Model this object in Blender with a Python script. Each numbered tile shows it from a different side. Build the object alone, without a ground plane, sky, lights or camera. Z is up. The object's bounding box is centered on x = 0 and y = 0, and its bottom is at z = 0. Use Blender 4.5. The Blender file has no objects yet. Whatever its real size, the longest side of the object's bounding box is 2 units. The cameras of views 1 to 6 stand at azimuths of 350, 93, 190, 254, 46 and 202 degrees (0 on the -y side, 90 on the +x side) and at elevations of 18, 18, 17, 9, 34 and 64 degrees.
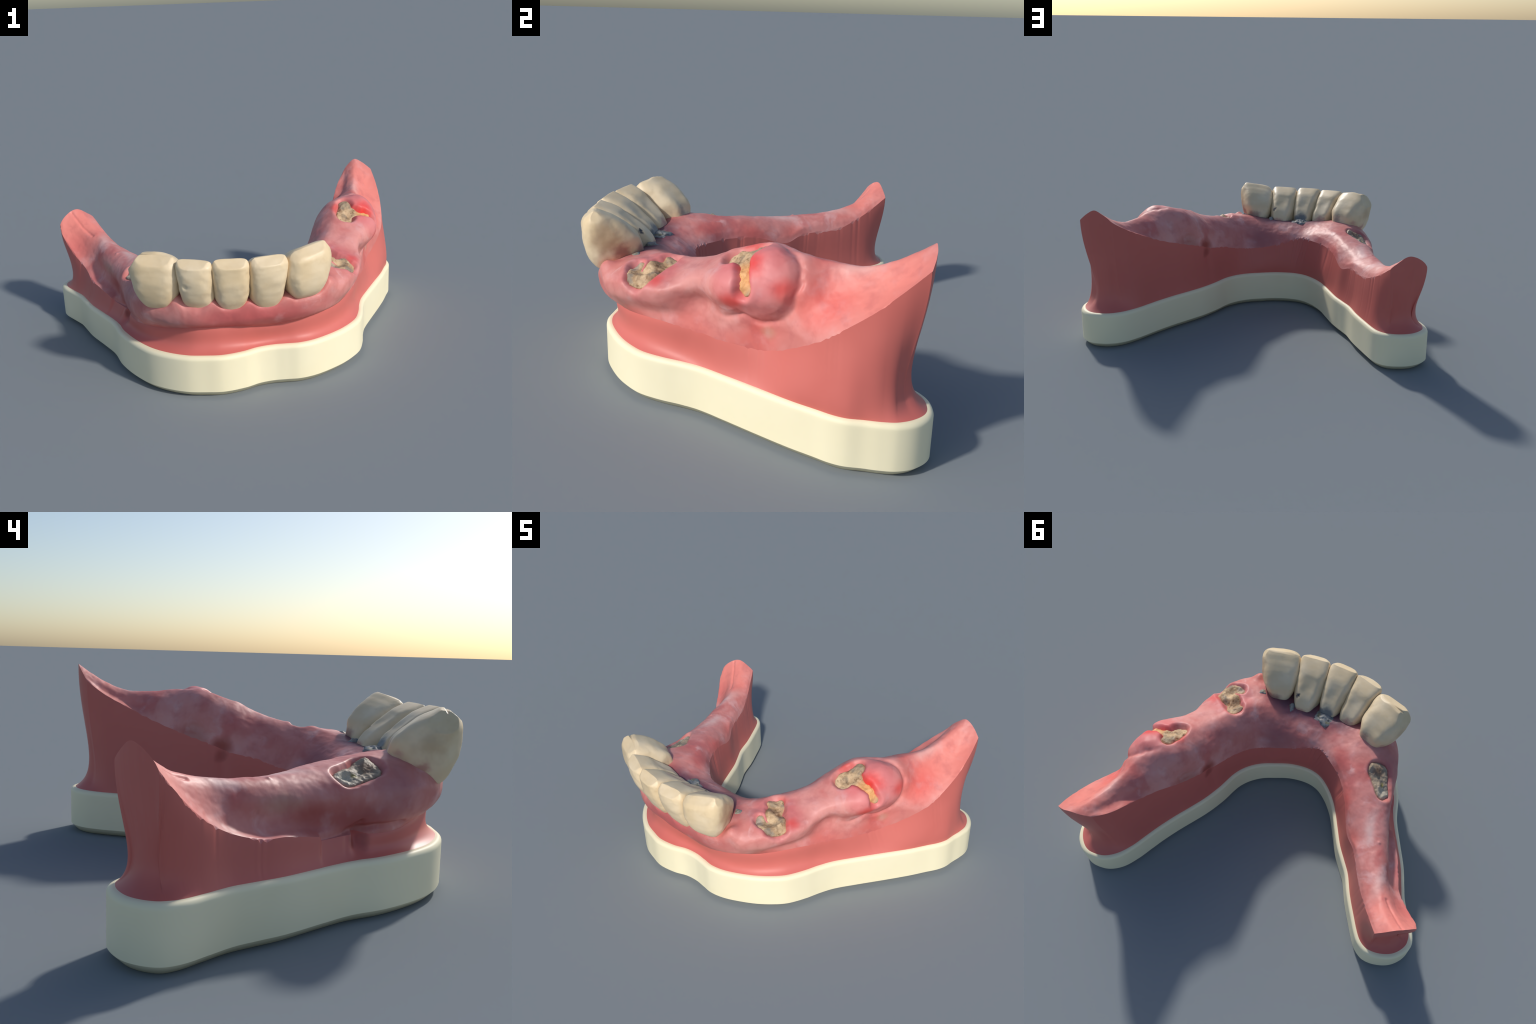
"""Dental study cast of a worn lower jaw: cream base, plain pink wall, modelled gum ridge,
five front teeth and the broken root remnants.  Everything is lofted from measured profiles."""
import bpy, math
import numpy as np
from mathutils import Vector, noise as mnoise

RIM_Z = 0.208          # top of the cream base
CHAMFER = 0.03         # bevel under the base
FILLET = 0.02          # rounded top rim

# ------------------------------------------------------------------ helpers
def hermite(ctrl, t_ctrl, t, closed=False):
    """smooth curve through control points, tangents from neighbours"""
    P = np.asarray(ctrl, float)
    T = np.asarray(t_ctrl, float)
    n = len(P)
    m = np.zeros_like(P)
    for i in range(n):
        if closed:
            span = T[-1] - T[0] + 0.0
            a, b = (i - 1) % (n - 1), (i + 1) % (n - 1)
            if i in (0, n - 1):
                m[i] = (P[1] - P[n - 2]) / ((T[1] - T[0]) + (T[n - 1] - T[n - 2]))
                continue
        a, b = max(i - 1, 0), min(i + 1, n - 1)
        m[i] = (P[b] - P[a]) / (T[b] - T[a])
    t = np.asarray(t, float)
    k = np.clip(np.searchsorted(T, t, side='right') - 1, 0, n - 2)
    h = (T[k + 1] - T[k])
    s = (t - T[k]) / h
    sh = (slice(None),) + (None,) * (P.ndim - 1)
    s, h = s[sh], h[sh]
    return ((2 * s**3 - 3 * s**2 + 1) * P[k] + (s**3 - 2 * s**2 + s) * h * m[k]
            + (-2 * s**3 + 3 * s**2) * P[k + 1] + (s**3 - s**2) * h * m[k + 1])

def chord(P):
    P = np.asarray(P, float)
    return np.concatenate([[0], np.cumsum(np.linalg.norm(np.diff(P, axis=0), axis=1))])

def smooth(e0, e1, x):
    t = np.clip((x - e0) / (e1 - e0), 0, 1)
    return t * t * (3 - 2 * t)

def fbm(P, scale, octaves=3, seed=0.0):
    out = np.empty(len(P))
    off = Vector((seed * 7.13, seed * 3.71, seed * 5.29))
    for i, p in enumerate(P):
        out[i] = mnoise.fractal(Vector(p) * scale + off, 0.6, 2.0, octaves)
    return out

def mesh_object(name, verts, faces, mat, parent=None, smooth_shade=True):
    me = bpy.data.meshes.new(name)
    me.from_pydata([tuple(map(float, v)) for v in verts], [], [tuple(map(int, f)) for f in faces])
    me.validate()
    me.update()
    if smooth_shade:
        me.polygons.foreach_set('use_smooth', [True] * len(me.polygons))
    me.materials.append(mat)
    ob = bpy.data.objects.new(name, me)
    bpy.context.collection.objects.link(ob)
    if parent:
        ob.parent = parent
    return ob

def grid_faces(nu, nv, wrap_u=False, wrap_v=False, flip=False):
    iu = np.arange(nu if wrap_u else nu - 1)
    iv = np.arange(nv if wrap_v else nv - 1)
    a, b = np.meshgrid(iu, iv, indexing='ij')
    a2, b2 = (a + 1) % nu, (b + 1) % nv
    q = np.stack([a * nv + b, a2 * nv + b, a2 * nv + b2, a * nv + b2], -1).reshape(-1, 4)
    return q[:, ::-1] if flip else q

def grid_normals(G):
    du = np.gradient(G, axis=0)
    dv = np.gradient(G, axis=1)
    n = np.cross(du, dv)
    return n / (np.linalg.norm(n, axis=-1, keepdims=True) + 1e-12)

def seg_dist(P, a, b, ra, rb):
    """distance to a tapered capsule, 0 on its skin"""
    a, b = np.asarray(a, float), np.asarray(b, float)
    d = b - a
    t = np.clip(((P - a) @ d) / (d @ d), 0, 1)
    return np.linalg.norm(P - (a + t[..., None] * d), axis=-1) - (ra + (rb - ra) * t)

# ------------------------------------------------------------------ materials
class Nodes:
    def __init__(self, name):
        self.mat = bpy.data.materials.new(name)
        self.mat.use_nodes = True
        self.nt = self.mat.node_tree
        self.bsdf = self.nt.nodes['Principled BSDF']
        self.co = self.nt.nodes.new('ShaderNodeTexCoord').outputs['Object']
    def add(self, kind, **kw):
        n = self.nt.nodes.new(kind)
        for k, v in kw.items():
            setattr(n, k, v)
        return n
    def link(self, a, b):
        self.nt.links.new(a, b)
    def noise(self, scale, detail=3.0, rough=0.55, vec=None, dist=0.0):
        n = self.add('ShaderNodeTexNoise')
        n.inputs['Scale'].default_value = scale
        n.inputs['Detail'].default_value = detail
        n.inputs['Roughness'].default_value = rough
        n.inputs['Distortion'].default_value = dist
        self.link(vec or self.co, n.inputs['Vector'])
        return n.outputs['Fac']
    def ramp(self, fac, lo, hi):
        n = self.add('ShaderNodeMapRange', interpolation_type='SMOOTHSTEP')
        self.link(fac, n.inputs['Value'])
        n.inputs['From Min'].default_value = lo
        n.inputs['From Max'].default_value = hi
        return n.outputs['Result']
    def math(self, op, a, b):
        n = self.add('ShaderNodeMath', operation=op)
        for i, v in enumerate((a, b)):
            if isinstance(v, (int, float)):
                n.inputs[i].default_value = v
            else:
                self.link(v, n.inputs[i])
        return n.outputs[0]
    def mix(self, fac, a, b):
        n = self.add('ShaderNodeMix', data_type='RGBA')
        for key, v in (('Factor', fac), ('A', a), ('B', b)):
            s = [i for i in n.inputs if i.name == key and i.type == ('VALUE' if key == 'Factor' else 'RGBA')][0]
            if isinstance(v, (int, float)):
                s.default_value = v
            elif isinstance(v, tuple):
                s.default_value = v + (1.0,)
            else:
                self.link(v, s)
        return [o for o in n.outputs if o.type == 'RGBA'][0]
    def warp(self, amount, scale):
        """object coordinates shaken by noise, so patches get ragged borders"""
        n = self.add('ShaderNodeTexNoise')
        n.inputs['Scale'].default_value = scale
        n.inputs['Detail'].default_value = 3.0
        self.link(self.co, n.inputs['Vector'])
        s = self.add('ShaderNodeVectorMath', operation='SUBTRACT')
        self.link(n.outputs['Color'], s.inputs[0])
        s.inputs[1].default_value = (0.5, 0.5, 0.5)
        m = self.add('ShaderNodeVectorMath', operation='SCALE')
        self.link(s.outputs[0], m.inputs[0])
        m.inputs['Scale'].default_value = amount
        a = self.add('ShaderNodeVectorMath', operation='ADD')
        self.link(self.co, a.inputs[0])
        self.link(m.outputs[0], a.inputs[1])
        return a.outputs[0]
    def spot(self, vec, centre, radius, soft=0.6, stretch=(1, 1, 1)):
        """1 inside an ellipsoid round centre, fading to 0"""
        s = self.add('ShaderNodeVectorMath', operation='SUBTRACT')
        self.link(vec, s.inputs[0])
        s.inputs[1].default_value = centre
        d = self.add('ShaderNodeVectorMath', operation='DIVIDE')
        self.link(s.outputs[0], d.inputs[0])
        d.inputs[1].default_value = stretch
        l = self.add('ShaderNodeVectorMath', operation='LENGTH')
        self.link(d.outputs[0], l.inputs[0])
        return self.ramp(l.outputs['Value'], radius, radius * (1 - soft))
    def bump(self, height, strength, distance):
        n = self.add('ShaderNodeBump')
        n.inputs['Strength'].default_value = strength
        n.inputs['Distance'].default_value = distance
        self.link(height, n.inputs['Height'])
        self.link(n.outputs['Normal'], self.bsdf.inputs['Normal'])
    def finish(self, colour, rough=0.5, spec=0.4):
        if isinstance(colour, tuple):
            self.bsdf.inputs['Base Color'].default_value = colour + (1.0,)
        else:
            self.link(colour, self.bsdf.inputs['Base Color'])
        self.bsdf.inputs['Roughness'].default_value = rough
        self.bsdf.inputs['Specular IOR Level'].default_value = spec
        return self.mat

def srgb(r, g, b):
    f = lambda c: c / 12.92 if c <= 0.04045 else ((c + 0.055) / 1.055) ** 2.4
    return tuple(f(v / 255.0) for v in (r, g, b))

def base_material():
    n = Nodes('cream_plaster')
    c = n.mix(n.ramp(n.noise(3.0), 0.3, 0.7), srgb(249, 239, 203), srgb(251, 242, 208))
    return n.finish(c, 0.5, 0.3)

def wall_material():
    n = Nodes('plain_pink_acrylic')
    c = n.mix(n.ramp(n.noise(2.5), 0.35, 0.65), srgb(208, 110, 101), srgb(213, 115, 106))
    w = n.warp(0.05, 14.0)
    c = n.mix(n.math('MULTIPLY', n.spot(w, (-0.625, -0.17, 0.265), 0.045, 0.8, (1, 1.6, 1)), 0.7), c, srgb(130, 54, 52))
    c = n.mix(n.math('MULTIPLY', n.spot(w, (0.385, 0.085, 0.425), 0.045, 0.8), 0.6), c, srgb(150, 64, 54))
    return n.finish(c, 0.45, 0.4)

# patches on the gum: (centre, radius, softness, stretch, colour, strength)
def gum_material():
    n = Nodes('gum_tissue')
    w = n.warp(0.07, 8.0)
    c = n.mix(n.ramp(n.noise(6.0, 4, dist=0.4), 0.32, 0.68), srgb(206, 124, 117), srgb(223, 151, 144))
    c = n.mix(n.math('MULTIPLY', n.ramp(n.noise(5.0, 3, dist=0.6), 0.5, 0.72), 0.6), c, srgb(204, 100, 96))
    c = n.mix(n.math('MULTIPLY', n.ramp(n.noise(8.0, 4, vec=w, dist=0.5), 0.55, 0.75), 0.6), c, srgb(226, 180, 178))
    def patch(centre, radius, colour, strength=1.0, soft=0.7, stretch=(1, 1, 1)):
        nonlocal c
        m = n.spot(w, centre, radius, soft, stretch)
        c = n.mix(n.math('MULTIPLY', m, strength), c, colour)
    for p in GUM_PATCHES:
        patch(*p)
    c = n.mix(n.math('MULTIPLY', n.ramp(n.noise(13.0, 3, vec=w), 0.50, 0.72), 0.32), c, srgb(182, 92, 94))
    c = n.mix(n.math('MULTIPLY', n.ramp(n.noise(12.0, 3), 0.52, 0.78), 0.22), c, srgb(224, 182, 184))
    n.bump(n.noise(45.0, 3), 0.10, 0.004)
    return n.finish(c, 0.48, 0.38)

RED = srgb(226, 84, 80)
WALL_PINK = srgb(211, 112, 104)
SALMON = srgb(233, 136, 124)
PALE = srgb(232, 194, 187)
GUM_PATCHES = [
    # salmon towards both free ends
    ((0.88, 0.50, 0.66), 0.30, SALMON, 0.9, 0.8),
    ((-0.88, 0.52, 0.56), 0.28, SALMON, 0.9, 0.8),
    ((0.78, 0.42, 0.69), 0.08, PALE, 0.5, 0.95, (0.8, 2.2, 0.8)),
    ((-0.72, 0.36, 0.51), 0.07, PALE, 0.6, 0.95, (0.9, 2.6, 0.9)),
    ((-0.90, 0.44, 0.46), 0.14, srgb(214, 112, 106), 0.7, 0.9),
    # hump of swollen gum
    ((0.70, 0.07, 0.62), 0.20, srgb(224, 130, 130), 0.8, 0.5),
    ((0.585, 0.04, 0.69), 0.085, srgb(214, 74, 68), 0.85, 0.5),
    ((0.69, 0.09, 0.64), 0.095, srgb(228, 80, 76), 0.9, 0.8),
    ((0.69, 0.095, 0.625), 0.085, srgb(236, 44, 34), 1.0, 0.75),
    ((0.735, -0.0, 0.52), 0.07, srgb(224, 72, 66), 0.85, 0.9),
    ((0.80, 0.18, 0.60), 0.065, srgb(220, 76, 72), 0.8, 0.9),
    ((0.66, 0.0, 0.61), 0.07, srgb(222, 88, 90), 0.7, 0.8),
    ((0.83, 0.33, 0.56), 0.17, srgb(232, 104, 94), 0.85, 0.95, (0.8, 1.3, 1)),
    ((0.74, 0.10, 0.40), 0.13, srgb(214, 98, 90), 0.75, 0.8),
    ((0.755, 0.13, 0.42), 0.05, srgb(196, 150, 124), 0.8, 0.9),
    # round the front root
    ((0.43, -0.35, 0.52), 0.17, srgb(212, 116, 116), 0.7, 0.5),
    ((0.52, -0.33, 0.50), 0.05, RED, 0.8, 0.9),
    ((0.39, -0.27, 0.56), 0.06, RED, 0.7, 0.8),
    ((0.60, -0.20, 0.40), 0.12, srgb(212, 118, 112), 0.8, 0.8),
    # front gum
    ((-0.05, -0.60, 0.36), 0.22, srgb(190, 98, 98), 0.75, 0.6, (2.2, 1, 0.8)),  # front gum tinted darker to carry the shade cast by the teeth
    ((-0.05, -0.62, 0.38), 0.12, srgb(196, 92, 92), 0.7, 0.9, (2.5, 1, 0.7)),
    ((0.10, -0.60, 0.36), 0.10, srgb(178, 84, 82), 0.7, 0.9, (1.8, 1, 0.6)),
    ((-0.42, -0.55, 0.36), 0.12, srgb(150, 110, 112), 0.6, 0.9),
    ((0.42, -0.50, 0.38), 0.09, srgb(186, 128, 116), 0.7, 0.9),
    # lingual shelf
    ((-0.06, -0.46, 0.51), 0.15, srgb(106, 66, 82), 0.95, 0.6, (2.8, 0.85, 0.8)),  # purple painted dark, partly for the shadow between rim and teeth
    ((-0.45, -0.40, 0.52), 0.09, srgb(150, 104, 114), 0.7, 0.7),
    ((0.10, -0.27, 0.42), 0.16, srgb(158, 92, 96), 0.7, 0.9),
    # blood spot inside the right leg
    ((0.385, 0.085, 0.45), 0.07, srgb(158, 68, 56), 0.85, 0.8),
    ((0.46, 0.20, 0.50), 0.10, srgb(170, 100, 86), 0.6, 0.9),
    # where the gum runs out into the plain wall without a seam
    ((0.60, -0.18, 0.35), 0.13, WALL_PINK, 0.9, 0.8, (1, 1.4, 0.7)),
    ((0.70, 0.02, 0.34), 0.11, WALL_PINK, 0.9, 0.8, (1, 1.4, 0.7)),
    ((0.46, -0.42, 0.34), 0.10, WALL_PINK, 0.8, 0.8, (1.2, 1.2, 0.6)),
    ((-0.05, -0.58, 0.31), 0.08, WALL_PINK, 0.7, 0.9, (3.5, 1, 0.5)),
    # left leg: reddened inner flank, paler crest
    ((-0.40, 0.0, 0.44), 0.11, srgb(206, 96, 90), 0.75, 0.9, (0.7, 1.5, 0.8)),
    ((-0.52, 0.19, 0.44), 0.08, srgb(206, 104, 96), 0.6, 0.9, (0.7, 1.5, 0.8)),
    ((-0.30, -0.22, 0.47), 0.10, srgb(196, 96, 92), 0.6, 0.9),
    ((-0.58, 0.10, 0.50), 0.06, PALE, 0.7, 0.9, (0.8, 2.8, 0.8)),
    ((-0.80, 0.22, 0.33), 0.06, srgb(222, 132, 128), 0.9, 0.8, (1, 2, 1)),
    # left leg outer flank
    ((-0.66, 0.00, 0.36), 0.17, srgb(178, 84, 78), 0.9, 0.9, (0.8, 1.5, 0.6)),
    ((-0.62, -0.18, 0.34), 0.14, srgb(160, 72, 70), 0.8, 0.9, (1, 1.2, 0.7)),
    ((-0.70, 0.14, 0.42), 0.10, srgb(186, 140, 122), 0.6, 0.9, (0.8, 1.4, 0.6)),
    ((-0.60, -0.30, 0.42), 0.14, srgb(170, 112, 116), 0.6, 0.9),
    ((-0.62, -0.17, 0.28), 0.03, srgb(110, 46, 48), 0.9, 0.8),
]

def tooth_material():
    n = Nodes('tooth_enamel')
    w = n.warp(0.09, 16.0)
    c = n.mix(n.ramp(n.noise(7.0, 4), 0.3, 0.7), srgb(228, 204, 164), srgb(238, 218, 184))
    c = n.mix(n.math('MULTIPLY', n.ramp(n.noise(16.0, 3), 0.55, 0.8), 0.4), c, srgb(212, 184, 142))
    for centre, radius, colour, k, soft, st in TOOTH_STAINS:
        c = n.mix(n.math('MULTIPLY', n.spot(w, centre, radius, soft, st), k), c, colour)
    n.bump(n.noise(24.0, 3), 0.15, 0.006)
    return n.finish(c, 0.42, 0.4)

ONE = (1, 1, 1)
TOOTH_STAINS = [
    ((-0.12, -0.43, 0.52), 0.075, srgb(112, 116, 118), 0.95, 0.5, ONE),
    ((0.066, -0.475, 0.592), 0.026, srgb(62, 64, 70), 1.0, 0.5, ONE),
    ((0.10, -0.44, 0.52), 0.05, srgb(120, 116, 110), 0.7, 0.8, ONE),
    ((0.30, -0.50, 0.53), 0.07, srgb(150, 96, 88), 0.8, 0.6, ONE),
    ((0.20, -0.45, 0.53), 0.06, srgb(150, 110, 104), 0.8, 0.7, ONE),
    ((-0.39, -0.40, 0.53), 0.06, srgb(150, 128, 118), 0.8, 0.6, ONE),
    ((-0.46, -0.39, 0.52), 0.06, srgb(196, 136, 128), 0.8, 0.6, ONE),
    ((-0.54, -0.43, 0.49), 0.05, srgb(186, 118, 112), 0.7, 0.7, ONE),
    ((-0.27, -0.46, 0.51), 0.07, srgb(190, 130, 122), 0.8, 0.5, (1, 1, 0.6)),
    ((0.04, -0.42, 0.50), 0.05, srgb(196, 140, 126), 0.7, 0.6, ONE),
    ((0.33, -0.55, 0.60), 0.11, srgb(184, 152, 116), 0.8, 0.8, (0.6, 1, 1.2)),
    ((-0.58, -0.45, 0.58), 0.08, srgb(190, 160, 124), 0.6, 0.8, ONE),
    ((-0.54, -0.47, 0.42), 0.05, srgb(128, 110, 72), 0.8, 0.7, ONE),
]

def root_material():
    n = Nodes('decayed_root')
    c = n.mix(n.ramp(n.noise(20.0, 4), 0.35, 0.65), srgb(168, 136, 102), srgb(212, 182, 144))
    c = n.mix(n.math('MULTIPLY', n.ramp(n.noise(14.0, 3), 0.5, 0.66), 0.8), c, srgb(134, 124, 112))
    c = n.mix(n.math('MULTIPLY', n.ramp(n.noise(34.0, 3), 0.58, 0.70), 0.7), c, srgb(122, 92, 60))
    w = n.warp(0.03, 20.0)
    for centre, radius, colour, k in (
            ((0.70, 0.05, 0.59), 0.085, srgb(240, 178, 112), 0.85), ((0.585, 0.0, 0.65), 0.035, srgb(96, 92, 84), 0.75),
            ((0.60, 0.08, 0.70), 0.05, srgb(150, 134, 112), 0.7),
            ((0.39, -0.44, 0.53), 0.045, srgb(156, 148, 138), 0.8), ((0.37, -0.29, 0.57), 0.05, srgb(190, 162, 124), 0.6),
            ((-0.54, -0.19, 0.48), 0.17, srgb(150, 140, 126), 0.7), ((-0.51, -0.235, 0.48), 0.05, srgb(132, 98, 74), 0.8),
            ((-0.54, -0.18, 0.47), 0.03, srgb(86, 84, 84), 0.8), ((-0.575, -0.12, 0.47), 0.05, srgb(196, 186, 166), 0.8),
            ((-0.556, -0.165, 0.465), 0.022, srgb(138, 128, 58), 0.9)):
        c = n.mix(n.math('MULTIPLY', n.spot(w, centre, radius, 0.6), k), c, colour)
    n.bump(n.noise(45.0, 4), 0.5, 0.01)
    return n.finish(c, 0.55, 0.35)

# ------------------------------------------------------------------ base
BASE_OUTLINE = [
    (-0.998, .56), (-.985, .495), (-.94, .415), (-.892, .33), (-.865, .255), (-.828, .148), (-.76, .005),
    (-.706, -.115), (-.67, -.255), (-.61, -.39), (-.54, -.497), (-.462, -.57), (-.37, -.625), (-.283, -.65),
    (-.2, -.664), (-.096, -.647), (-.02, -.618), (.05, -.609), (.11, -.613), (.18, -.618), (.26, -.6),
    (.35, -.557), (.435, -.503), (.51, -.436), (.55, -.385), (.59, -.298), (.618, -.215), (.652, -.137),
    (.72, -.03), (.8, .09), (.885, .222), (.935, .31), (.967, .365), (.986, .417), (.992, .48), (1.0, .54),
    (1.0, .6), (.977, .662), (.93, .711), (.875, .73), (.79, .722), (.716, .677), (.656, .60), (.606, .513),
    (.562, .437), (.502, .345), (.438, .256), (.382, .174), (.328, .074), (.28, -.038), (.232, -.1), (.165, -.15),
    (.09, -.182), (.0, -.212), (-.105, -.22), (-.18, -.2), (-.245, -.15), (-.303, -.08), (-.34, -.016),
    (-.377, .06), (-.43, .165), (-.48, .24), (-.527, .31), (-.577, .42), (-.635, .525), (-.698, .63),
    (-.735, .668), (-.78, .69), (-.847, .69), (-.92, .665), (-.972, .618)]

NB = 900
_c = np.array(BASE_OUTLINE + BASE_OUTLINE[:1])
_t = chord(_c)
BASE_LEN = _t[-1]
def base_point(t):
    return hermite(_c, _t, np.mod(t, BASE_LEN), closed=True)
BASE_T = np.linspace(0, BASE_LEN, NB, endpoint=False)
BASE = base_point(BASE_T)
def base_inward(t):
    d = base_point(np.asarray(t) + 0.004) - base_point(np.asarray(t) - 0.004)
    n = np.stack([-d[:, 1], d[:, 0]], 1)          # loop runs counter-clockwise: left is inside
    return n / np.linalg.norm(n, axis=1, keepdims=True)

def build_base(parent, mat):
    inn = base_inward(BASE_T)
    rings = [(CHAMFER, 0.0), (0.0, CHAMFER)]
    for z in np.linspace(0.05, RIM_Z - FILLET - 0.01, 6):
        rings.append((0.0, z))
    for a in np.linspace(0, math.pi / 2, 9):
        rings.append((FILLET * (1 - math.cos(a)), RIM_Z - FILLET + FILLET * math.sin(a)))
    V = []
    for off, z in rings:
        xy = BASE + inn * off
        V.append(np.concatenate([xy, np.full((NB, 1), z)], 1))
    nr = len(rings)
    G = np.array(V)
    # duplicate the chamfer ring so that the lower edge stays crisp
    verts = np.concatenate([G[0], G[1], G[1:].reshape(-1, 3)])
    f = [tuple(q) for q in grid_faces(2, NB, wrap_v=True, flip=True)]
    f += [tuple(np.array(q) + 2 * NB) for q in grid_faces(nr - 1, NB, wrap_v=True, flip=True)]
    f.append(tuple(range(NB))[::-1])
    top0 = 2 * NB + (nr - 2) * NB
    f.append(tuple(range(top0, top0 + NB)))
    return mesh_object('base', verts, f, mat, parent)

# ------------------------------------------------------------------ gum sections
# one row per station along the arch: outer margin, inner margin, and seven points (u, z) between
# them, u running 0..1 from outer to inner margin (beyond that range the gum overhangs); bow pushes
# the middle of a section along the arch
STATIONS = [
    # left free end
    ((-.972, .567, .567), (-.782, .667, .575), 0.012, [(.08, .59), (.2, .612), (.35, .63), (.47, .637), (.6, .635), (.75, .615), (.9, .592)]),
    ((-.96, .525, .515), (-.74, .60, .525), 0.0, [(.1, .525), (.25, .545), (.42, .57), (.55, .578), (.66, .581), (.8, .568), (.92, .55)]),
    ((-.904, .443, .428), (-.69, .52, .475), 0.0, [(.12, .442), (.26, .472), (.4, .51), (.5, .524), (.62, .532), (.78, .52), (.92, .50)]),
    ((-.84, .348, .363), (-.625, .41, .43), 0.0, [(.14, .385), (.24, .425), (.33, .465), (.43, .492), (.54, .505), (.72, .495), (.9, .465)]),
    ((-.803, .225, .326), (-.535, .235, .42), 0.0, [(.18, .34), (.25, .375), (.255, .43), (.36, .476), (.52, .492), (.72, .483), (.92, .455)]),
    ((-.765, .13, .322), (-.47, .145, .388), 0.0, [(.17, .338), (.22, .375), (.215, .43), (.34, .475), (.52, .493), (.76, .472), (.94, .425)]),
    # left root
    ((-.70, .0, .30), (-.405, .0, .43), 0.0, [(.12, .32), (.14, .36), (.12, .42), (.25, .475), (.5, .502), (.75, .50), (.93, .465)]),
    ((-.63, -.15, .285), (-.33, -.13, .44), 0.0, [(0, .315), (-.03, .36), (-.02, .43), (.15, .485), (.45, .51), (.72, .515), (.92, .475)]),
    ((-.575, -.31, .28), (-.243, -.212, .442), 0.0, [(-.06, .32), (-.11, .37), (-.1, .44), (.1, .50), (.4, .53), (.68, .52), (.9, .48)]),
    # front
    ((-.475, -.45, .30), (-.173, -.263, .443), 0.0, [(-.12, .33), (-.22, .38), (-.22, .44), (-.05, .51), (.3, .54), (.6, .52), (.87, .475)]),
    ((-.32, -.575, .33), (-.125, -.267, .434), 0.0, [(-.1, .355), (-.15, .39), (-.13, .44), (0, .485), (.3, .51), (.55, .515), (.85, .47)]),
    ((-.14, -.59, .325), (-.057, -.252, .416), 0.0, [(-.1, .35), (-.16, .385), (-.17, .43), (-.02, .475), (.3, .5), (.56, .508), (.84, .465)]),
    ((.055, -.575, .303), (.04, -.23, .386), 0.0, [(-.12, .335), (-.2, .38), (-.19, .43), (-.03, .475), (.25, .5), (.5, .513), (.8, .46)]),
    ((.25, -.555, .325), (.13, -.205, .376), 0.0, [(-.14, .36), (-.19, .41), (-.18, .455), (0, .5), (.28, .53), (.52, .53), (.8, .46)]),
    # right front root
    ((.40, -.47, .335), (.19, -.18, .376), 0.0, [(-.07, .365), (-.17, .42), (-.17, .48), (.05, .53), (.3, .545), (.52, .552), (.8, .48)]),
    ((.53, -.302, .348), (.25, -.135, .388), 0.0, [(.01, .385), (-.11, .44), (-.12, .49), (.06, .525), (.3, .555), (.53, .57), (.82, .505)]),
    ((.60, -.16, .344), (.31, -.05, .418), 0.0, [(.05, .40), (.06, .46), (-.02, .52), (.01, .562), (.2, .59), (.5, .602), (.84, .515)]),
    # swollen hump
    ((.675, -.025, .335), (.36, .035, .432), 0.0, [(.03, .41), (.0, .472), (-.12, .54), (-.06, .60), (.2, .642), (.52, .656), (.83, .575)]),
    ((.75, .137, .345), (.43, .16, .48), 0.0, [(.02, .42), (-.02, .487), (-.12, .56), (-.03, .645), (.32, .708), (.67, .687), (.89, .61)]),
    ((.848, .252, .41), (.50, .26, .515), 0.0, [(.05, .47), (.12, .53), (.15, .60), (.26, .665), (.45, .70), (.7, .665), (.9, .585)]),
    # right free end
    ((.908, .343, .475), (.567, .34, .548), 0.0, [(.07, .505), (.19, .545), (.33, .595), (.43, .65), (.54, .688), (.74, .668), (.91, .615)]),
    ((.945, .48, .577), (.64, .465, .61), 0.0, [(.1, .583), (.24, .603), (.37, .636), (.48, .67), (.58, .69), (.72, .668), (.85, .628)]),
    ((.952, .585, .668), (.70, .58, .672), 0.0, [(.12, .666), (.27, .678), (.39, .702), (.49, .727), (.58, .735), (.71, .717), (.84, .685)]),
    ((.945, .668, .742), (.758, .657, .73), 0.028, [(.08, .755), (.2, .775), (.35, .795), (.5, .807), (.62, .80), (.78, .778), (.92, .75)]),
]
NS, NC = 900, 190       # grid: along the arch, across it

def gum_grid():
    rows = []
    for mo, mi, bow, pts in STATIONS:
        mo, mi = np.array(mo), np.array(mi)
        d = mi[:2] - mo[:2]
        tang = np.array([-d[1], d[0]]) / np.linalg.norm(d)
        if mo[0] > 0.5:
            tang = tang if tang[1] > 0 else -tang
        else:
            tang = tang if tang[1] > 0 else -tang
        row = [mo]
        for u, z in pts:
            xy = mo[:2] + d * u + tang * bow * 4 * u * (1 - u)
            row.append(np.array([xy[0], xy[1], z]))
        row.append(mi)
        rows.append(row)
    R = np.array(rows)                                     # stations x 9 x 3
    ts = chord(R[:, 5])                                    # along the crest
    along = hermite(R, ts, np.linspace(0, ts[-1], NS))
    out = np.empty((NS, NC, 3))
    for i in range(NS):
        c = along[i]
        tc = chord(c)
        dense = hermite(c, tc, np.linspace(0, tc[-1], 160))
        td = chord(dense)
        tt = np.linspace(0, td[-1], NC)
        for k in range(3):
            out[i, :, k] = np.interp(tt, td, dense[:, k])
    return out

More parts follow.
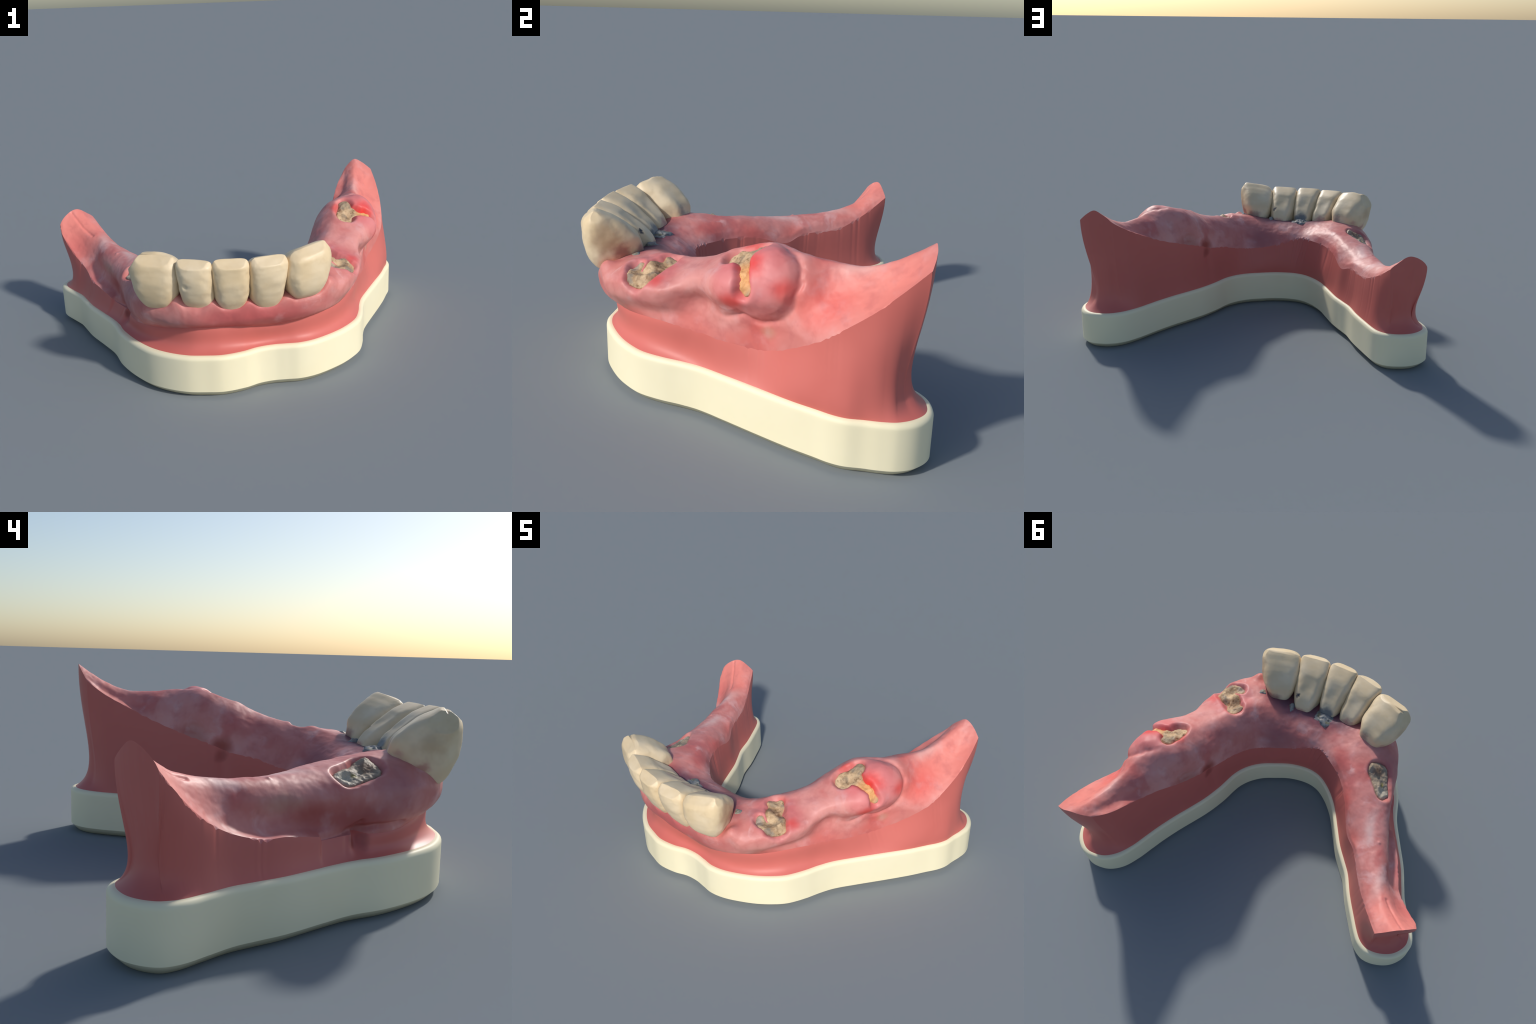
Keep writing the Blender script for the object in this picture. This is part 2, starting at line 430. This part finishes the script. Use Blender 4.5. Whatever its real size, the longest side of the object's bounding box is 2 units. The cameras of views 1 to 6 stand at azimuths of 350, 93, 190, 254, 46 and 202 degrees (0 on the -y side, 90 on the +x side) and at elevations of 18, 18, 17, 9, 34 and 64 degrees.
# open sockets: tapered capsules pressed into the gum; each gets a lumpy root remnant
SOCKETS = {
    'left': dict(segs=[((-.522, -.222, .488), (-.576, -.132, .468), .066, .055)], depth=.018, lump=.018, seed=3),
    'front': dict(segs=[((.375, -.295, .565), (.48, -.395, .485), .050, .054),
                        ((.395, -.43, .53), (.46, -.425, .485), .032, .03)], depth=.017, lump=.020, seed=7),
    'hump': dict(segs=[((.580, -.004, .65), (.600, .078, .70), .052, .042),
                       ((.610, .03, .67), (.647, .052, .621), .046, .032),
                       ((.647, .052, .621), (.690, .062, .579), .030, .024),
                       ((.690, .062, .579), (.745, .045, .572), .022, .030)], depth=.022, lump=.016, seed=11),
}
# soft bumps (+) and hollows (-) on the gum: centre, radius, height
BUMPS = [
    ((.705, .13, .668), .05, .014), ((.715, -.012, .572), .045, .014), ((.672, .058, .615), .045, -.012),
    ((.60, -.13, .47), .04, -.006), ((-.62, -.17, .285), .022, -.045), ((.385, .08, .44), .03, -.008),
    ((-.655, .17, .49), .009, .005), ((.47, -.50, .40), .04, .004),
]
# narrow furrows drawn along the gum: points, half width, depth
FURROWS = [
    ([(-.90, .60, .63), (-.845, .52, .57), (-.795, .45, .535)], .009, .006),
    ([(-.70, -.02, .315), (-.65, -.11, .30), (-.60, -.24, .31), (-.545, -.34, .325)], .013, .018),
    ([(-.645, -.12, .30), (-.625, -.17, .33)], .010, .010),
]
# interdental papillae on the front gum: where the gum climbs between two teeth
PAPILLAE = [(-.405, -.60), (-.235, -.655), (-.068, -.672), (.112, -.668), (.335, -.585)]

def socket_dist(P, s):
    """distance to a chain of discs laid on the gum surface along each segment"""
    d = np.full(P.shape[:-1], 9.0)
    flat = P.reshape(-1, 3)
    for a, b, ra, rb in s['segs']:
        for t in np.linspace(0, 1, 9):
            q = np.array(a) * (1 - t) + np.array(b) * t
            q = flat[np.argmin(((flat - q) ** 2).sum(1))]
            d = np.minimum(d, np.linalg.norm(P - q, axis=-1) - (ra + (rb - ra) * t))
    return d

def dress_gum(G):
    N = grid_normals(G)
    if N[NS // 2, NC // 2, 2] < 0:
        N = -N
    flat = G.reshape(-1, 3)
    n1 = fbm(flat, 9.0, 3, 1).reshape(NS, NC)
    n2 = fbm(flat, 34.0, 2, 2).reshape(NS, NC)
    edge = np.minimum(np.arange(NC), NC - 1 - np.arange(NC)) / (NC * 0.08)
    edge = np.clip(edge, 0, 1)[None, :]
    disp = (n1 * 0.0022 + n2 * 0.0006) * edge
    for c, r, h in BUMPS:
        d2 = ((G - np.array(c)) ** 2).sum(-1)
        disp += h * np.exp(-d2 / (r * r))
    flat = G.reshape(-1, 3)
    for pts, width, depth in FURROWS:
        q = [flat[np.argmin(((flat - np.array(p)) ** 2).sum(1))] for p in pts]
        d = np.full(G.shape[:-1], 9.0)
        for a, b in zip(q[:-1], q[1:]):
            d = np.minimum(d, seg_dist(G, a, b, 0.0, 0.0))
        disp -= depth * np.exp(-(d / width) ** 2)
    # the swollen hump stands out from the ridge behind a sharp crease
    d = np.minimum(np.linalg.norm(G - np.array((.733, .085, .61)), axis=-1) - .155,
                   np.linalg.norm(G - np.array((.68, -.035, .57)), axis=-1) - .125) + n1 * 0.010
    cheek = np.maximum(smooth(.60, .70, G[..., 0]), smooth(.14, .2, G[..., 1]))
    disp += (0.013 * smooth(.007, -.035, d) - 0.008 * np.exp(-((d - .012) / .012) ** 2)) * cheek
    out = G + N * disp[..., None]
    for px, py in PAPILLAE:
        d2 = (G[..., 0] - px) ** 2 / .035 ** 2 + (G[..., 1] - py) ** 2 / .05 ** 2
        out[..., 2] += 0.04 * np.exp(-d2) * smooth(.36, .42, G[..., 2])
    base = out.copy()
    roots = {}
    for key, s in SOCKETS.items():
        d = socket_dist(base, s) + n1 * 0.004 + n2 * 0.001
        sink = smooth(0.010, -0.020, d)
        for _ in range(3):                           # soften the lip of the opening
            sink = (sink + np.roll(sink, 1, 0) + np.roll(sink, -1, 0) + np.roll(sink, 1, 1) + np.roll(sink, -1, 1)) / 5
        rim = np.exp(-((d - 0.016) / 0.018) ** 2) * 0.003
        out = out - N * (sink * (s['depth'] + 0.022))[..., None] + N * rim[..., None]
        roots[key] = (d, base)
    return out, N, roots

def ragged(G):
    """tear the free margins of the modelled gum into irregular little points"""
    G = G.copy()
    rng = np.random.default_rng(5)
    idx = np.arange(NS)
    for col in (0, NC - 1):
        prof = np.zeros(NS)
        for c in rng.uniform(0, NS, 150):
            h, w = rng.uniform(0.1, 1.0) ** 2, rng.uniform(2.0, 7.0)
            prof = np.maximum(prof, h * np.clip(1 - np.abs(idx - c) / w, 0, 1))
        x, y = G[:, col, 0], G[:, col, 1]
        amp = 0.003 + 0.015 * smooth(-0.35, -0.25, y) * smooth(0.66, 0.5, y)
        if col == 0:
            amp *= np.where(x < 0, smooth(0.05, 0.2, y), 0.4)
        else:
            amp *= np.where(x < 0, 1.0, 0.35)
        for w, f in ((0, 1.0), (1, .55), (2, .2)):
            c = col + w if col == 0 else col - w
            G[:, c, 2] -= prof * amp * f
    return G

def build_gum(parent, mats):
    G, N, roots = dress_gum(gum_grid())
    G = ragged(G)
    ridge = mesh_object('gum_ridge', G.reshape(-1, 3), grid_faces(NS, NC), mats['gum'], parent)
    build_wall(parent, mats['wall'], G)
    for key, (d, surf) in roots.items():
        build_root(parent, mats['root'], SOCKETS[key], d, surf, N)
    return ridge

def build_root(parent, mat, s, d, surf, N):
    """lumpy remnant lying in its socket, cut from the gum surface where the socket opens"""
    keep = d < 0.01
    ii, jj = np.where(keep)
    i0, i1, j0, j1 = ii.min(), ii.max(), jj.min(), jj.max()
    S, D, K = surf[i0:i1 + 1, j0:j1 + 1], d[i0:i1 + 1, j0:j1 + 1], keep[i0:i1 + 1, j0:j1 + 1]
    M = N[i0:i1 + 1, j0:j1 + 1]
    flat = S.reshape(-1, 3)
    big = fbm(flat, 15.0, 1, s['seed']).reshape(D.shape)
    fine = fbm(flat, 55.0, 3, s['seed'] + 1).reshape(D.shape)
    ridge = 1 - 2 * np.abs(fbm(flat, 21.0, 1, s['seed'] + 2)).reshape(D.shape)
    height = -s['depth'] + s['lump'] * (1.3 * big + 0.35 * ridge) + 0.0025 * fine - 0.014 * smooth(-0.014, 0.008, D)
    V = S + M * height[..., None]
    index = -np.ones(D.shape, int)
    index[K] = np.arange(K.sum())
    f = []
    for a in range(D.shape[0] - 1):
        for b in range(D.shape[1] - 1):
            q = (index[a, b], index[a + 1, b], index[a + 1, b + 1], index[a, b + 1])
            if min(q) >= 0:
                f.append(q)
    ob = mesh_object('root_remnant', V[K], f, mat, parent)
    return ob

def ray_to_base(o, d):
    """arc position where a ray in plan meets the base outline"""
    A, B = BASE, np.roll(BASE, -1, 0)
    e = B - A
    den = d[0] * e[:, 1] - d[1] * e[:, 0]
    w = A - o
    t = (w[:, 0] * e[:, 1] - w[:, 1] * e[:, 0]) / den
    s = (w[:, 0] * d[1] - w[:, 1] * d[0]) / den
    ok = (s >= 0) & (s <= 1) & (t > -0.12)
    i = np.where(ok)[0]
    k = i[np.argmin(np.abs(t[i]))]
    return BASE_T[k] + s[k] * BASE_LEN / NB

def build_wall(parent, mat, G):
    # closed margin loop: outer margin, right end, inner margin back, left end
    loop = np.concatenate([G[:, 0], G[-1, 1:], G[::-1, -1][1:], G[0, ::-1][1:-1]])
    n = len(loop)
    # matching positions on the base outline, fixed at some stations and spread between
    anchors_i, anchors_t = [], []
    pick = np.linspace(0, NS - 1, 40).astype(int)
    for i in pick:
        o, q = G[i, 0, :2], G[i, -1, :2]
        anchors_i.append(i); anchors_t.append(ray_to_base((o + q) / 2, (o - q) / np.linalg.norm(o - q)))
    off = NS + NC - 2
    for i in pick[::-1]:
        o, q = G[i, 0, :2], G[i, -1, :2]
        anchors_i.append(off + NS - 1 - i)
        anchors_t.append(ray_to_base((o + q) / 2, (q - o) / np.linalg.norm(o - q)))
    t = np.array(anchors_t)
    t[t < t[0] - 1e-6] += BASE_LEN
    t = np.maximum.accumulate(t)
    ai = np.array(anchors_i + [n]); at = np.append(t, t[0] + BASE_LEN)
    pos = np.interp(np.arange(n), ai, at)
    k = np.ones(25) / 25
    ext = np.concatenate([pos[-30:] - BASE_LEN, pos, pos[:30] + BASE_LEN])
    pos = np.convolve(ext, k, 'same')[30:-30]
    B = base_point(pos) + base_inward(pos) * (FILLET - 0.003)
    inw = base_inward(pos)
    end = np.zeros(n)
    end[NS - 34:NS + NC + 12] = 1; end[off + NS - 12:] = 1; end[:34] = 1
    kk = np.hanning(90); kk /= kk.sum()
    end = np.convolve(np.concatenate([end[-200:], end, end[:200]]), kk, 'same')[200:-200]
    hd = np.linalg.norm(B - loop[:, :2], axis=1)
    # how far the foot of the wall is hollowed: deep at the free ends (more on the cheek side),
    # moderate under the front teeth, slightly bellied along the rear flanks and inside the arch
    x, y = loop[:, 0], loop[:, 1]
    outer = np.arange(n) < NS
    front = smooth(-0.05, -0.3, y)
    side = np.where(outer, 0.012 + 0.08 * hd + front * (0.03 + 0.25 * hd), 0.012 + 0.05 * hd)
    side = np.where(outer & (x > 0), side - 0.035 * smooth(0.05, 0.25, y) * smooth(0.56, 0.42, y), side)
    side = np.where(~outer, side - 0.035 * smooth(0.1, -0.1, y) * smooth(0.35, 0.1, x), side)
    cheek = np.interp(np.arange(n), [0, NS - 1, NS + NC - 2, off + NS - 1, n - 1], [0.165, 0.165, 0.12, 0.12, 0.165])
    reach = side * (1 - end) + cheek * end
    P0 = loop
    P3 = np.concatenate([B, np.full((n, 1), RIM_Z - 0.004)], 1)
    drop1, drop2 = 0.33 + 0.17 * end, 0.72 + 0.14 * end
    P1 = P0 + (P3 - P0) * drop1[:, None]
    P1[:, :2] = P0[:, :2] + (P3[:, :2] - P0[:, :2]) * (0.28 * (1 - end))[:, None]
    P2 = P0 + (P3 - P0) * drop2[:, None]
    P2[:, :2] = P3[:, :2] - (P3[:, :2] - P0[:, :2]) * (0.3 * (1 - end))[:, None] + inw * reach[:, None]
    rows = []
    for s in np.linspace(0, 1, 40):
        rows.append((1 - s)**3 * P0 + 3 * (1 - s)**2 * s * P1 + 3 * (1 - s) * s * s * P2 + s**3 * P3)
    W = np.array(rows)
    return mesh_object('gum_wall', W.reshape(-1, 3), grid_faces(40, n, wrap_v=True, flip=True), mat, parent)

# ------------------------------------------------------------------ teeth
# levels: height, half width, labial reach, lingual reach (from the middle of the biting edge)
INCISOR = [(.36, .036, -.10, -.25), (.40, .050, -.076, -.268), (.44, .064, -.048, -.276), (.48, .075, -.02, -.275),
           (.53, .081, .004, -.263), (.57, .084, .018, -.235), (.615, .085, .026, -.175), (.64, .084, .028, -.138),
           (.66, .082, .027, -.108), (.676, .078, .014, -.07), (.687, .071, .002, -.036), (.692, .062, -.006, -.018)]
# stouter eye teeth at both ends of the row
EYE_TOOTH = [(.35, .026, -.10, -.18), (.40, .042, -.063, -.2), (.45, .064, -.008, -.212), (.50, .083, .020, -.216),
             (.557, .096, .036, -.214), (.593, .101, .042, -.205), (.626, .101, .043, -.172), (.655, .099, .040, -.132),
             (.676, .095, .030, -.095), (.69, .089, .016, -.062), (.70, .080, .003, -.04), (.705, .066, -.006, -.025)]
# at: middle of the biting edge; face: way it looks; tilt lifts the +x corner; cusp lifts the middle
TEETH = [
    dict(prof=EYE_TOOTH, at=(-.489, -.563), face=(-.40, -.917), w=1.19, depth=1.04, tilt=.0, cusp=.024, top=.688, low=0, seed=1,
         facets=[((.01, 0, .706), (.20, .1, .97)), ((.01, 0, .706), (-.14, .1, .98)), ((-.075, 0, .680), (-.79, 0, .61)), ((0, .042, .656), (.04, .62, .78))]),
    dict(prof=INCISOR, at=(-.312, -.662), face=(-.285, -.958), w=1.02, depth=.88, tilt=-.006, cusp=.0, top=.690, low=0, seed=2, facets=[((0, .026, .656), (0, .61, .79))]),
    dict(prof=INCISOR, at=(-.149, -.697), face=(-.09, -.996), w=1.02, depth=.92, tilt=-.001, cusp=.0, top=.691, low=0, seed=3, facets=[((0, .026, .656), (0, .61, .79))]),
    dict(prof=INCISOR, at=(.022, -.700), face=(.03, -1.0), w=1.07, depth=1.0, tilt=.003, cusp=.0, top=.690, low=0, seed=4, facets=[((0, .026, .656), (0, .61, .79))]),
    dict(prof=EYE_TOOTH, at=(.220, -.660), face=(.27, -.963), w=1.13, depth=1.0, tilt=.022, cusp=.006, top=.704, low=.03, seed=5,
         facets=[((.085, 0, .718), (.85, 0, .53)), ((.04, .040, .675), (-.10, .62, .77)), ((0, -.11, .672), (-.1, -.5, .87))]),
]

CAVITY = (.066, -.475, .59)

def build_tooth(parent, mat, T):
    L = np.array(T['prof'])
    wide = L[:, 1].max() * T['w']
    z0, z1 = L[0, 0], L[-1, 0]
    nl, na = 70, 96
    zz = z0 + (z1 - z0) * (1 - (1 - np.linspace(0, 1, nl)) ** 1.8)
    prof = hermite(L[:, 1:], L[:, 0], zz)
    f = np.array(T['face']) / np.linalg.norm(T['face'])
    side = np.array([-f[1], f[0]])                  # along the arch, towards +x
    at = np.array(T['at'])
    ang = np.linspace(0, 2 * math.pi, na, endpoint=False)
    ca, sa = np.cos(ang), np.sin(ang)
    V = np.empty((nl, na, 3))
    for i in range(nl):
        w, lab, lin = prof[i]
        w *= T['w']
        lin *= T['depth']
        frac = (zz[i] - z0) / (z1 - z0)
        mid, half = lab - (lab - lin) * 0.42, (lab - lin)
        x = w * np.sign(ca) * np.abs(ca) ** (2 / 4.6)
        s_l = np.abs(sa) ** (2 / 3.6)
        y = np.where(sa > 0, mid + (lab - mid) * s_l, mid - (mid - lin) * np.abs(sa) ** (2 / 2.6))
        narrow = 1 - 0.3 * smooth(0.0, 1.15, (mid - y) / (mid - lin + 1e-6)) * (1 - 0.7 * frac ** 4)
        x = x * narrow
        rel = x / wide
        top = T['top'] - z1
        lift = top * smooth(0.3, 1.0, frac) + T['low'] * smooth(0.7, 0.0, frac)
        lift = lift + (T['tilt'] * rel + T['cusp'] * (1 - np.abs(rel) ** 2) - 0.006 * np.abs(rel) ** 4) * frac ** 3
        # labial face curves back at the sides
        fwd = smooth(0.0, 1.0, (y - mid) / (lab - mid + 1e-6))
        y = y - min(0.014, 0.3 * (lab - lin)) * (np.abs(rel) ** 2.2) * fwd
        # lingual hollow
        y = y + 0.016 * np.exp(-((frac - 0.72) / 0.16) ** 2) * np.exp(-(rel / 0.5) ** 2) * smooth(0.0, 1.0, (mid - y) / (mid - lin + 1e-6))
        zl = zz[i] + lift + 0 * x
        for pt, nr in T['facets']:                   # worn planes cut the biting end
            over = np.maximum((x - pt[0]) * nr[0] + (y - pt[1]) * nr[1] + (zl - pt[2]) * nr[2], 0)
            x, y, zl = x - over * nr[0], y - over * nr[1], zl - over * nr[2]
        V[i, :, :2] = at + side * x[:, None] + f * y[:, None]
        V[i, :, 2] = zl
    flat = V.reshape(-1, 3)
    ctr = V.mean(axis=(1,), keepdims=True)
    nrm = V - ctr
    nrm[..., 2] *= 0.3
    nrm /= np.linalg.norm(nrm, axis=-1, keepdims=True)
    d = fbm(flat, 12.0, 2, T['seed']) * 0.004 + fbm(flat, 34.0, 2, T['seed'] + 9) * 0.0012
    V = V + nrm * d.reshape(nl, na)[..., None]
    if T['seed'] == 4:                               # dark cavity behind the fourth
        c = np.array(CAVITY)
        V -= nrm * (0.02 * np.exp(-((V - c) ** 2).sum(-1) / 0.014 ** 2))[..., None]
    if T['seed'] == 2:                               # chipped pit on the second tooth
        c = np.array([-.362, -.668, .565])
        V -= nrm * (0.016 * np.exp(-((V - c) ** 2).sum(-1) / 0.011 ** 2))[..., None]
    verts = list(V.reshape(-1, 3))
    faces = [tuple(q) for q in grid_faces(nl, na, wrap_v=True, flip=True)]
    # close biting edge and root end
    tip = V[-1].mean(0) + np.array([0, 0, 0.002]); bot = V[0].mean(0)
    verts += [tip, bot]
    it, ib = len(verts) - 2, len(verts) - 1
    for j in range(na):
        k = (j + 1) % na
        faces.append(((nl - 1) * na + j, (nl - 1) * na + k, it))
        faces.append((k, j, ib))
    return mesh_object('tooth', verts, faces, mat, parent)

# grey tartar packed behind the middle teeth: centre, half sizes
TARTAR = [((-.125, -.435, .503), (.056, .050, .020)), ((.075, -.435, .50), (.018, .03, .03)), ((.265, -.455, .525), (.022, .02, .016)),
          ((-.205, -.60, .465), (.01, .02, .02))]

def build_tartar(parent, mat, centre, size, seed):
    nu, nv = 40, 24
    u = np.linspace(0, 2 * math.pi, nu, endpoint=False)[:, None]
    v = np.linspace(0.02, math.pi - 0.02, nv)[None, :]
    S = np.stack([np.cos(u) * np.sin(v), np.sin(u) * np.sin(v), np.cos(v) + 0 * u], -1)
    P = np.array(centre) + S * np.array(size)
    r = fbm(P.reshape(-1, 3), 30.0, 3, seed).reshape(nu, nv)
    P = np.array(centre) + S * np.array(size) * (1 + 0.35 * r)[..., None]
    return mesh_object('tartar', P.reshape(-1, 3), grid_faces(nu, nv, wrap_u=True, flip=True), mat, parent)

def tartar_material():
    n = Nodes('grey_tartar')
    c = n.mix(n.ramp(n.noise(26.0, 3), 0.35, 0.65), srgb(116, 122, 126), srgb(160, 156, 148))
    c = n.mix(n.math('MULTIPLY', n.ramp(n.noise(18.0, 2), 0.58, 0.7), 0.7), c, srgb(120, 112, 70))
    return n.finish(c, 0.5, 0.3)

# ------------------------------------------------------------------ assemble
def main():
    root = bpy.data.objects.new('dental_cast', None)
    bpy.context.collection.objects.link(root)
    root['label'] = 'pink lower jaw dental cast with five worn teeth on cream base'
    root['category'] = 'dental model'
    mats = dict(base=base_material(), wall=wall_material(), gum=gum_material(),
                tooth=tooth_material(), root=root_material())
    build_base(root, mats['base'])
    build_gum(root, mats)
    for T in TEETH:
        build_tooth(root, mats['tooth'], T)
    tart = tartar_material()
    for k, (centre, size) in enumerate(TARTAR):
        build_tartar(root, tart, centre, size, k)

main()
